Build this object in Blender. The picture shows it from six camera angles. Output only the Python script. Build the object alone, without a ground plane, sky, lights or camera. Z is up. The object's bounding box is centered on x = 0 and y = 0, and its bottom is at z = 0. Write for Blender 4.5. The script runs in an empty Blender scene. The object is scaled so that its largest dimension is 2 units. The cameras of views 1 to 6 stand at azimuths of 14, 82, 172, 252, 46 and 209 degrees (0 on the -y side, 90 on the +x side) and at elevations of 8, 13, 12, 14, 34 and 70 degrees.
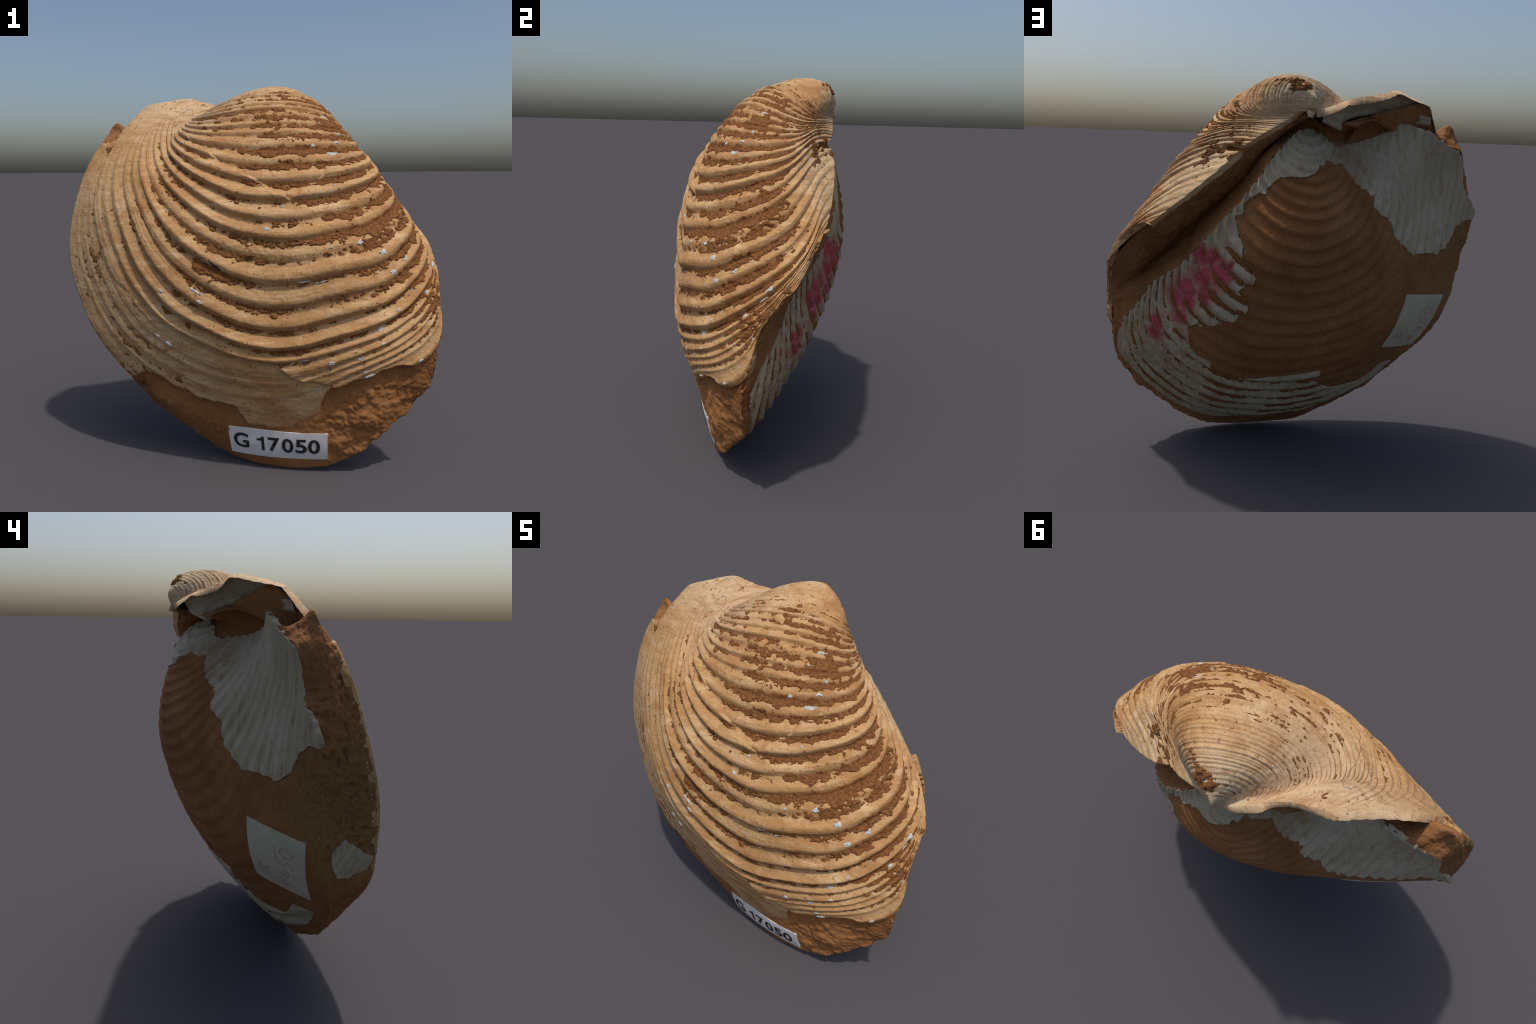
"""Fossil clam: ribbed front valve on a brown rock core, the back valve worn to a
ribbed mould with shell remnants, two paper labels.  Metres, z up."""
import bpy, math
import numpy as np
from mathutils import Vector

# ------------------------------------------------------------------ helpers
def bspline(n, x, k=3):
    kn = np.r_[[0] * k, np.linspace(0, 1, n - k + 1), [1] * k]
    x = np.clip(np.asarray(x, float), 0, 1 - 1e-9)
    B = np.zeros((len(x), n + k))
    for i in range(n + k):
        B[:, i] = (kn[i] <= x) & (x < kn[i + 1])
    for d in range(1, k + 1):
        N = np.zeros_like(B)
        for i in range(n + k - d):
            a = kn[i + d] - kn[i]
            b = kn[i + d + 1] - kn[i + 1]
            if a > 0: N[:, i] += (x - kn[i]) / a * B[:, i]
            if b > 0: N[:, i] += (kn[i + d + 1] - x) / b * B[:, i + 1]
        B = N
    return B[:, :n]

def _hash(i, j, k, seed):
    h = (i * 374761393 + j * 668265263 + k * 2147483647 + seed * 974634777) & 0xFFFFFFFF
    h = ((h ^ (h >> 13)) * 1274126177) & 0xFFFFFFFF
    h = ((h ^ (h >> 16)) * 2246822519) & 0xFFFFFFFF
    return (h ^ (h >> 15)) / 4294967295.0 * 2 - 1

def noise(P, freq, seed=0, octaves=1, gain=.5):
    """value noise, about -1..1, over an (...,3) array"""
    P = np.asarray(P, float)
    out = np.zeros(P.shape[:-1]); amp = 1.; tot = 0.
    f = np.asarray(freq, float)
    for o in range(octaves):
        Q = P * f + 17.3 * (o + 1)
        I = np.floor(Q).astype(np.int64); F = Q - I
        F = F * F * F * (F * (F * 6 - 15) + 10)
        acc = 0
        for a in (0, 1):
            for b in (0, 1):
                for c in (0, 1):
                    w = (F[..., 0] if a else 1 - F[..., 0]) * (F[..., 1] if b else 1 - F[..., 1]) * (F[..., 2] if c else 1 - F[..., 2])
                    acc = acc + w * _hash(I[..., 0] + a, I[..., 1] + b, I[..., 2] + c, seed + o * 31)
        out += amp * acc; tot += amp; amp *= gain; f = f * 2.03
    return out / tot * 1.6

def sstep(a, b, x):
    t = np.clip((x - a) / (b - a), 0, 1)
    return t * t * (3 - 2 * t)

def grid_normals(P, wrap=False):
    du = np.gradient(P, axis=0)
    dv = (np.roll(P, -1, 1) - np.roll(P, 1, 1)) / 2 if wrap else np.gradient(P, axis=1)
    n = np.cross(du, dv)
    return n / (np.linalg.norm(n, axis=2, keepdims=True) + 1e-12)

def make_mesh(name, verts, faces, mat, parent, smooth=True):
    me = bpy.data.meshes.new(name)
    V = np.ascontiguousarray(verts, dtype=np.float32)
    Fc = np.ascontiguousarray(faces, dtype=np.int32)
    k = Fc.shape[1]
    me.vertices.add(len(V)); me.vertices.foreach_set('co', V.ravel())
    me.loops.add(Fc.size); me.loops.foreach_set('vertex_index', Fc.ravel())
    me.polygons.add(len(Fc)); me.polygons.foreach_set('loop_start', np.arange(0, Fc.size, k, dtype=np.int32))
    me.polygons.foreach_set('use_smooth', np.full(len(Fc), smooth))
    me.update(calc_edges=True); me.validate()
    me.materials.append(mat)
    ob = bpy.data.objects.new(name, me)
    bpy.context.scene.collection.objects.link(ob)
    ob.parent = parent
    return ob

def quads(n, m, wrap=False):
    i, j = np.meshgrid(np.arange(n - 1), np.arange(m if wrap else m - 1), indexing='ij')
    j2 = (j + 1) % m
    return np.stack([i * m + j, i * m + j2, (i + 1) * m + j2, (i + 1) * m + j], -1).reshape(-1, 4)

def compact(V, Fc):
    used = np.unique(Fc); m = np.full(len(V), -1); m[used] = np.arange(len(used))
    return V[used], m[Fc], used

def border(Fc):
    """directed border edges of a quad list"""
    E = np.concatenate([Fc[:, [a, (a + 1) % 4]] for a in range(4)])
    E = E[E[:, 0] != E[:, 1]]
    key = np.minimum(E[:, 0], E[:, 1]).astype(np.int64) * 10000000 + np.maximum(E[:, 0], E[:, 1])
    _, inv, cnt = np.unique(key, return_inverse=True, return_counts=True)
    return E[cnt[inv] == 1]

def add_skirt(V, N, Fc, depth, skip=0):
    """give a sheet an edge: drop its border along -normal"""
    E = border(Fc); E = E[~((E[:, 0] < skip) & (E[:, 1] < skip))]; b = np.unique(E)
    m = np.full(len(V), -1); m[b] = len(V) + np.arange(len(b))
    V2 = np.vstack([V, V[b] - N[b] * depth])
    S = np.stack([E[:, 1], E[:, 0], m[E[:, 0]], m[E[:, 1]]], -1)
    return V2, np.vstack([Fc, S])

def poly_inside(px, pz, poly):
    poly = np.asarray(poly); ins = np.zeros(px.shape, bool)
    x2, z2 = poly[-1]
    for x1, z1 in poly:
        c = ((z1 > pz) != (z2 > pz)) & (px < (x2 - x1) * (pz - z1) / (z2 - z1 + 1e-12) + x1)
        ins ^= c; x2, z2 = x1, z1
    return ins

# ------------------------------------------------------------------ materials
def new_mat(name):
    m = bpy.data.materials.new(name); m.use_nodes = True
    nt = m.node_tree; nt.nodes.clear()
    out = nt.nodes.new('ShaderNodeOutputMaterial'); bs = nt.nodes.new('ShaderNodeBsdfPrincipled')
    nt.links.new(bs.outputs[0], out.inputs[0])
    tc = nt.nodes.new('ShaderNodeTexCoord')
    return m, nt, bs, tc.outputs['Object']

def tex_noise(nt, co, scale, detail=4, rough=.55, dist=0., stretch=None):
    if stretch:
        mp = nt.nodes.new('ShaderNodeMapping'); mp.inputs['Scale'].default_value = stretch
        nt.links.new(co, mp.inputs[0]); co = mp.outputs[0]
    n = nt.nodes.new('ShaderNodeTexNoise')
    n.inputs['Scale'].default_value = scale; n.inputs['Detail'].default_value = detail
    n.inputs['Roughness'].default_value = rough; n.inputs['Distortion'].default_value = dist
    nt.links.new(co, n.inputs['Vector']); return n.outputs[0]

def ramp(nt, fac, *stops):
    r = nt.nodes.new('ShaderNodeValToRGB'); e = r.color_ramp.elements
    while len(e) < len(stops): e.new(.5)
    for el, (p, c) in zip(e, stops):
        el.position = p
        el.color = (c, c, c, 1) if isinstance(c, (int, float)) else (*c, 1)
    nt.links.new(fac, r.inputs[0]); return r.outputs[0]

def mix(nt, fac, a, b, mode='MIX'):
    m = nt.nodes.new('ShaderNodeMix'); m.data_type = 'RGBA'; m.blend_type = mode
    for s, v in ((0, fac), (6, a), (7, b)):
        if isinstance(v, (int, float)): m.inputs[s].default_value = v
        elif isinstance(v, tuple): m.inputs[s].default_value = (*v, 1)
        else: nt.links.new(v, m.inputs[s])
    return m.outputs[2]

def math_node(nt, op, a, b=None, clamp=False):
    m = nt.nodes.new('ShaderNodeMath'); m.operation = op; m.use_clamp = clamp
    for s, v in ((0, a), (1, b)):
        if v is None: continue
        if isinstance(v, (int, float)): m.inputs[s].default_value = v
        else: nt.links.new(v, m.inputs[s])
    return m.outputs[0]

def bump(nt, bs, h, strength, dist):
    b = nt.nodes.new('ShaderNodeBump'); b.inputs['Strength'].default_value = strength
    b.inputs['Distance'].default_value = dist
    nt.links.new(h, b.inputs['Height']); nt.links.new(b.outputs[0], bs.inputs['Normal'])

def blob(nt, co, centre, radius, soft=.5, jitter=None):
    d = nt.nodes.new('ShaderNodeVectorMath'); d.operation = 'DISTANCE'
    nt.links.new(co, d.inputs[0]); d.inputs[1].default_value = centre
    v = d.outputs['Value']
    if jitter is not None: v = math_node(nt, 'ADD', v, jitter)
    mr = nt.nodes.new('ShaderNodeMapRange'); mr.interpolation_type = 'SMOOTHSTEP'
    mr.inputs['From Min'].default_value = radius; mr.inputs['From Max'].default_value = radius * soft
    nt.links.new(v, mr.inputs['Value']); return mr.outputs[0]

def mat_shell():
    m, nt, bs, co = new_mat('tan_ribbed_shell')
    # broad tone: orange tan to cream
    c = ramp(nt, tex_noise(nt, co, 4.5, 5, .62, .4), (.30, (.37, .19, .068)), (.46, (.47, .262, .104)), (.60, (.55, .342, .158)), (.74, (.64, .455, .245)))
    # paler, less stained areas: hinge wing, beak, lunule, greyer lower flank
    for p, r, f, k, col in (((-.35, .2, 1.9), .60, .25, .65, (.63, .47, .30)), ((.05, .42, 1.86), .27, .35, .85, (.60, .47, .30)),
                            ((.5, .3, 1.5), .36, .3, .65, (.64, .47, .27)), ((-.45, -.4, .45), .62, .45, .6, (.47, .34, .195)), ((-.95, -.2, 1.1), .5, .4, .5, (.52, .39, .23))):
        c = mix(nt, math_node(nt, 'MULTIPLY', blob(nt, co, p, r, f), k), c, col)
    # streaks of rust stain lying along the growth lines
    st = tex_noise(nt, co, 10, 7, .74, .45, (.5, .5, 2.0))
    c = mix(nt, ramp(nt, st, (.47, 0.), (.57, .5), (.70, .9)), c, (.36, .168, .058))
    lt = tex_noise(nt, co, 14, 6, .7, .4, (.5, .5, 2.4))
    c = mix(nt, ramp(nt, lt, (.52, 0.), (.68, .55)), c, (.65, .465, .28))
    # hair-fine growth striae and grain
    stri = tex_noise(nt, co, 26, 5, .7, .3, (.35, .35, 5.5))
    c = mix(nt, ramp(nt, stri, (.30, .45), (.48, 0.)), c, (.30, .150, .062))
    gr = tex_noise(nt, co, 150, 5, .75)
    c = mix(nt, ramp(nt, gr, (.32, .55), (.48, 0.)), c, (.25, .115, .045))
    c = mix(nt, ramp(nt, gr, (.56, 0.), (.74, .45)), c, (.65, .48, .31))
    # scattered crumbs of brown dirt
    spk = tex_noise(nt, co, 48, 4, .62)
    gate = ramp(nt, tex_noise(nt, co, 6, 3), (.42, 0.), (.58, 1.))
    c = mix(nt, math_node(nt, 'MULTIPLY', ramp(nt, spk, (.60, 0.), (.66, .9)), gate), c, (.21, .088, .032))
    nt.links.new(c, bs.inputs['Base Color']); bs.inputs['Roughness'].default_value = .68
    bs.inputs['Specular IOR Level'].default_value = .25
    hgt = math_node(nt, 'ADD', math_node(nt, 'MULTIPLY', stri, .8), gr)
    bump(nt, bs, hgt, .45, .005)
    return m

def mat_dirt():
    m, nt, bs, co = new_mat('brown_sediment')
    n = tex_noise(nt, co, 75, 6, .78)
    c = ramp(nt, n, (.30, (.10, .040, .015)), (.44, (.235, .095, .033)), (.57, (.345, .150, .055)), (.75, (.48, .25, .105)))
    nt.links.new(c, bs.inputs['Base Color']); bs.inputs['Roughness'].default_value = .95
    bs.inputs['Specular IOR Level'].default_value = .1
    bump(nt, bs, n, 1., .012)
    return m

def mat_rock():
    m, nt, bs, co = new_mat('brown_rock')
    c = ramp(nt, tex_noise(nt, co, 5, 5, .6), (.3, (.225, .094, .035)), (.5, (.295, .127, .047)), (.7, (.36, .168, .066)))
    # broken rock on the posterior face is yellower and pitted
    yel = blob(nt, co, (-1.0, -.2, 1.0), .62, .55, math_node(nt, 'MULTIPLY', tex_noise(nt, co, 7, 3), .15))
    c = mix(nt, math_node(nt, 'MULTIPLY', yel, .6), c, (.30, .17, .07))
    org = blob(nt, co, (.6, -.25, .2), .5, .5)
    c = mix(nt, math_node(nt, 'MULTIPLY', org, .6), c, (.42, .19, .065))
    grain = tex_noise(nt, co, 95, 6, .8)
    c = mix(nt, ramp(nt, grain, (.3, .75), (.49, 0.)), c, (.10, .040, .017))
    c = mix(nt, ramp(nt, grain, (.56, 0.), (.74, .6)), c, (.47, .26, .12))
    v = nt.nodes.new('ShaderNodeTexVoronoi'); v.inputs['Scale'].default_value = 26
    nt.links.new(co, v.inputs['Vector'])
    spk = ramp(nt, v.outputs['Distance'], (.02, 1.), (.07, 0.))
    gate = ramp(nt, tex_noise(nt, co, 3.3, 2), (.55, 0.), (.62, .8))
    c = mix(nt, math_node(nt, 'MULTIPLY', spk, gate), c, (.55, .50, .45))
    nt.links.new(c, bs.inputs['Base Color']); bs.inputs['Roughness'].default_value = .93
    bs.inputs['Specular IOR Level'].default_value = .15
    bump(nt, bs, grain, .7, .008)
    return m

RED = [((.715, .115, .758), .055), ((.722, .10, .70), .05), ((.617, .20, .889), .045), ((.59, .21, .83), .05),
       ((.568, .243, .965), .07), ((.56, .25, .90), .055), ((.49, .303, 1.03), .07), ((.475, .31, .96), .06),
       ((.415, .354, 1.067), .07), ((.395, .36, 1.05), .05), ((.50, .30, 1.13), .06), ((.45, .33, 1.13), .055),
       ((.359, .386, 1.108), .018), ((.64, .19, .93), .045)]

def mat_pale_shell():
    m, nt, bs, co = new_mat('pale_shell')
    c = ramp(nt, tex_noise(nt, co, 4, 4), (.3, (.34, .285, .185)), (.55, (.415, .355, .245)), (.75, (.475, .415, .305)))
    st = tex_noise(nt, co, 15, 6, .72, .35, (2.6, 2.6, .42))
    c = mix(nt, ramp(nt, st, (.52, 0.), (.60, .45), (.72, .85)), c, (.27, .165, .06))
    ln = tex_noise(nt, co, 34, 4, .65, .2, (2.8, 2.8, .25))
    c = mix(nt, ramp(nt, ln, (.30, .5), (.45, 0.)), c, (.30, .235, .135))
    ant = blob(nt, co, (.70, .05, .55), .55, .6)
    st2 = tex_noise(nt, co, 20, 5, .7, 1.)
    c = mix(nt, math_node(nt, 'MULTIPLY', ant, ramp(nt, st2, (.45, 0.), (.6, .6))), c, (.27, .13, .05))
    rb = blob(nt, co, (-.22, .27, 1.58), .17, .5)
    c = mix(nt, math_node(nt, 'MULTIPLY', rb, ramp(nt, st2, (.4, .2), (.6, .8))), c, (.27, .15, .055))
    jit = math_node(nt, 'MULTIPLY', math_node(nt, 'SUBTRACT', tex_noise(nt, co, 22, 4, .6), .5), .09)
    red = None
    for p, r in RED:
        b = blob(nt, co, p, r * 1.45, .3, jit)
        red = b if red is None else math_node(nt, 'MAXIMUM', red, b)
    redc = ramp(nt, tex_noise(nt, co, 24, 4, .6), (.35, (.24, .008, .022)), (.65, (.47, .045, .085)))
    c = mix(nt, math_node(nt, 'MULTIPLY', red, .92), c, redc)
    fine = tex_noise(nt, co, 150, 3, .7)
    c = mix(nt, ramp(nt, fine, (.28, .35), (.5, 0.)), c, (.28, .20, .11))
    nt.links.new(c, bs.inputs['Base Color']); bs.inputs['Roughness'].default_value = .6
    bs.inputs['Specular IOR Level'].default_value = .3
    bump(nt, bs, tex_noise(nt, co, 110, 4, .6), .3, .004)
    return m

def mat_plain(name, col, col2, scale, rough=.8, b=.2):
    m, nt, bs, co = new_mat(name)
    nt.links.new(ramp(nt, tex_noise(nt, co, scale, 4), (.35, col), (.65, col2)), bs.inputs['Base Color'])
    bs.inputs['Roughness'].default_value = rough; bs.inputs['Specular IOR Level'].default_value = .2
    bump(nt, bs, tex_noise(nt, co, scale * 4, 4), b, .003)
    return m

M_SHELL, M_DIRT, M_ROCK, M_PALE = mat_shell(), mat_dirt(), mat_rock(), mat_pale_shell()
M_PAPER = mat_plain('white_paper', (.60, .59, .60), (.66, .65, .65), 12, .75, .25)
M_PAPER2 = mat_plain('yellowed_paper', (.45, .41, .30), (.51, .47, .36), 10, .8, .25)
M_INK = mat_plain('black_ink', (.018, .018, .018), (.03, .03, .03), 60, .6, .1)
M_PEN = mat_plain('red_pen_ink', (.33, .12, .13), (.44, .24, .21), 90, .7, .1)
M_PLASTER = mat_plain('grey_white_plaster', (.36, .36, .34), (.58, .575, .55), 60, .85, .6)

# ------------------------------------------------------------------ the object
root = bpy.data.objects.new('fossil_clam', None)
bpy.context.scene.collection.objects.link(root)
root['label'] = 'tan ribbed fossil clam on brown rock with paper labels'
root['category'] = 'fossil shell'

# Front valve: control growth lines, beak first, margin last; each runs from the
# posterior hinge edge (t = 0) round the belly to the anterior lunule edge (t = 1).
GROWTH = np.array([
    [(0.003, 0.402, 1.813), (0.008, 0.400, 1.814), (0.009, 0.400, 1.816), (0.009, 0.399, 1.820), (0.007, 0.401, 1.827), (0.004, 0.405, 1.836), (0.002, 0.412, 1.848), (0.005, 0.420, 1.861), (0.010, 0.424, 1.866), (0.013, 0.418, 1.844), (0.014, 0.414, 1.825), (0.012, 0.407, 1.818), (0.008, 0.402, 1.813), (-0.000, 0.395, 1.801)],
    [(-0.067, 0.369, 1.834), (-0.083, 0.340, 1.830), (-0.099, 0.312, 1.830), (-0.110, 0.287, 1.842), (-0.109, 0.272, 1.871), (-0.086, 0.269, 1.912), (-0.037, 0.288, 1.958), (0.038, 0.329, 1.984), (0.113, 0.366, 1.972), (0.153, 0.365, 1.910), (0.157, 0.359, 1.850), (0.130, 0.363, 1.816), (0.086, 0.381, 1.808), (0.032, 0.415, 1.817)],
    [(-0.124, 0.340, 1.856), (-0.166, 0.279, 1.849), (-0.205, 0.225, 1.843), (-0.226, 0.177, 1.844), (-0.214, 0.138, 1.868), (-0.155, 0.113, 1.910), (-0.047, 0.120, 1.963), (0.092, 0.164, 1.989), (0.219, 0.217, 1.967), (0.287, 0.254, 1.903), (0.292, 0.282, 1.837), (0.246, 0.311, 1.800), (0.167, 0.348, 1.794), (0.067, 0.391, 1.809)],
    [(-0.147, 0.308, 1.866), (-0.243, 0.213, 1.875), (-0.308, 0.139, 1.852), (-0.338, 0.072, 1.822), (-0.307, 0.001, 1.812), (-0.204, -0.074, 1.840), (-0.035, -0.095, 1.884), (0.168, -0.053, 1.901), (0.340, 0.018, 1.879), (0.417, 0.097, 1.823), (0.413, 0.182, 1.775), (0.355, 0.246, 1.765), (0.256, 0.308, 1.767), (0.134, 0.374, 1.761)],
    [(-0.265, 0.249, 1.894), (-0.341, 0.126, 1.906), (-0.395, 0.058, 1.823), (-0.423, -0.022, 1.736), (-0.366, -0.156, 1.695), (-0.198, -0.276, 1.644), (0.020, -0.313, 1.611), (0.279, -0.300, 1.631), (0.496, -0.200, 1.618), (0.590, -0.079, 1.626), (0.564, 0.090, 1.633), (0.478, 0.182, 1.694), (0.354, 0.259, 1.723), (0.242, 0.363, 1.694)],
    [(-0.376, 0.233, 1.918), (-0.472, 0.068, 1.867), (-0.492, -0.024, 1.733), (-0.433, -0.109, 1.607), (-0.320, -0.284, 1.556), (-0.129, -0.400, 1.412), (0.108, -0.424, 1.308), (0.342, -0.377, 1.316), (0.541, -0.219, 1.356), (0.694, -0.084, 1.443), (0.684, 0.053, 1.498), (0.568, 0.144, 1.588), (0.422, 0.225, 1.652), (0.305, 0.323, 1.657)],
    [(-0.417, 0.202, 1.940), (-0.564, 0.019, 1.796), (-0.583, -0.126, 1.623), (-0.494, -0.293, 1.472), (-0.334, -0.431, 1.292), (-0.123, -0.472, 1.124), (0.184, -0.424, 1.017), (0.452, -0.453, 1.065), (0.691, -0.346, 1.149), (0.847, -0.099, 1.258), (0.798, 0.050, 1.332), (0.657, 0.175, 1.438), (0.506, 0.253, 1.527), (0.385, 0.344, 1.567)],
    [(-0.569, 0.094, 1.886), (-0.650, -0.066, 1.715), (-0.684, -0.190, 1.479), (-0.578, -0.332, 1.250), (-0.406, -0.443, 0.954), (-0.153, -0.471, 0.781), (0.174, -0.454, 0.680), (0.485, -0.396, 0.769), (0.783, -0.301, 0.792), (0.951, -0.098, 0.981), (0.948, 0.093, 1.124), (0.815, 0.188, 1.275), (0.672, 0.229, 1.377), (0.587, 0.296, 1.402)],
    [(-0.646, 0.048, 1.880), (-0.796, -0.079, 1.667), (-0.878, -0.194, 1.367), (-0.727, -0.338, 1.072), (-0.452, -0.444, 0.747), (-0.113, -0.429, 0.588), (0.241, -0.455, 0.528), (0.537, -0.405, 0.621), (0.800, -0.303, 0.718), (0.964, -0.183, 0.895), (0.978, -0.025, 1.034), (0.943, 0.109, 1.148), (0.845, 0.165, 1.216), (0.757, 0.222, 1.249)],
    [(-0.705, -0.033, 1.755), (-0.863, -0.051, 1.724), (-1.019, -0.169, 1.286), (-0.967, -0.236, 0.879), (-0.619, -0.366, 0.433), (-0.115, -0.324, 0.207), (0.340, -0.331, 0.206), (0.614, -0.343, 0.514), (0.879, -0.256, 0.580), (1.016, -0.132, 0.664), (0.978, -0.112, 0.884), (0.991, 0.017, 1.022), (0.940, 0.098, 1.081), (0.783, 0.182, 1.260)],
])
NS, NT = GROWTH.shape[:2]

def front(s, t):
    """points of the smooth front valve at growth s, position t (1-D arrays)"""
    return np.einsum('ki,kj,ijc->kc', bspline(NS, s), bspline(NT, t), GROWTH)

def front_grid(s, t):
    return np.einsum('ai,bj,ijc->abc', bspline(NS, s), bspline(NT, t), GROWTH)

# rib count along growth: groove number at growth s (ribs crowd towards the beak)
RIB_S = [0, .03, .08, .13, .2, .26, .33, .40, .475, .55, .597, .643, .69, .738, .785, .835, .885, .915, .94, .955, .97, .985, 1.0]
RIB_N = [-31, -26, -20, -15.2, -10, -6.6, -3.4, -.6, 1.3, 3, 4, 5, 6, 7, 8, 9, 10, 11, 12, 13, 14, 15, 16]
STEP_T = [0, .03, .21, .233, .293, .38, .427, .45, .467, .477, .493, .517, .55, 1]
STEP_S = [.95, .935, .935, .925, .925, .915, .91, .91, .93, .945, .955, .97, 1.1, 1.1]
NOTCH_T = [0, .197, .21, .283, .347, .423, .48, .507, .527, .543, .553, .583, .613, .64, .663, .76, 1]
NOTCH_S = [.29, .29, .36, .40, .43, .475, .50, .525, .54, .53, .515, .505, .47, .46, .44, .44, .44]

def front_relief(S, T, P):
    n = np.interp(S, RIB_S, RIB_N)
    wob = .16 * noise(P, 2.2, 5, 2) * sstep(.3, .5, S)
    n = n + wob
    ph = n - np.floor(n)
    prof = (.5 - .5 * np.cos(2 * np.pi * ph ** 1.55)) ** .66
    key = np.floor(n)
    rib_amp = .85 + .35 * _hash(key.astype(np.int64), key.astype(np.int64) * 3, key.astype(np.int64) * 7, 3)
    sp = np.interp(S, [0, .1, .2, .33, .45, .55, .88, .93, 1], [.003, .005, .009, .013, .018, .023, .024, .012, .009])
    side = np.interp(T, [0, .05, .13, .22, .33, .72, .82, .92, 1], [.10, .12, .28, .55, 1, 1, .72, .26, .14])
    lowleft = 1 - .75 * sstep(.915, .94, S) * sstep(.58, .50, T)
    amp = sp * side * lowleft
    fine = noise(np.stack([n * 3.1, T * 2.5, S * 0], -1), (1, 1, 1), 9, 3)
    h = amp * (prof * rib_amp - .52) + .0021 * fine * (.6 + side) + .0012 * noise(P, 55, 4, 2)
    h += .004 * noise(P, 4, 8, 2)
    h += .015 * np.exp(-((S - .27) / .11) ** 2 - ((T - .10) / .075) ** 2)     # fuller slope between beak and hinge wing
    # worn cap of the umbo, broken along a ragged notch; torn lower lamella
    e = np.interp(T, NOTCH_T, NOTCH_S) + .004 * noise(P, 30, 6, 2)
    drop = .014 * sstep(.004, -.004, S - e) * sstep(.36, .50, S) * sstep(.1, .2, T) * sstep(.83, .7, T)
    e2 = np.interp(T, STEP_T, STEP_S) + .003 * noise(P, 25, 12, 2)
    drop = drop + (.005 + .009 * sstep(.36, .46, T)) * sstep(-.003, .003, S - e2) * sstep(.0, .02, T) * sstep(.58, .54, T)
    return h - drop, n, amp, prof, drop

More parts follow.
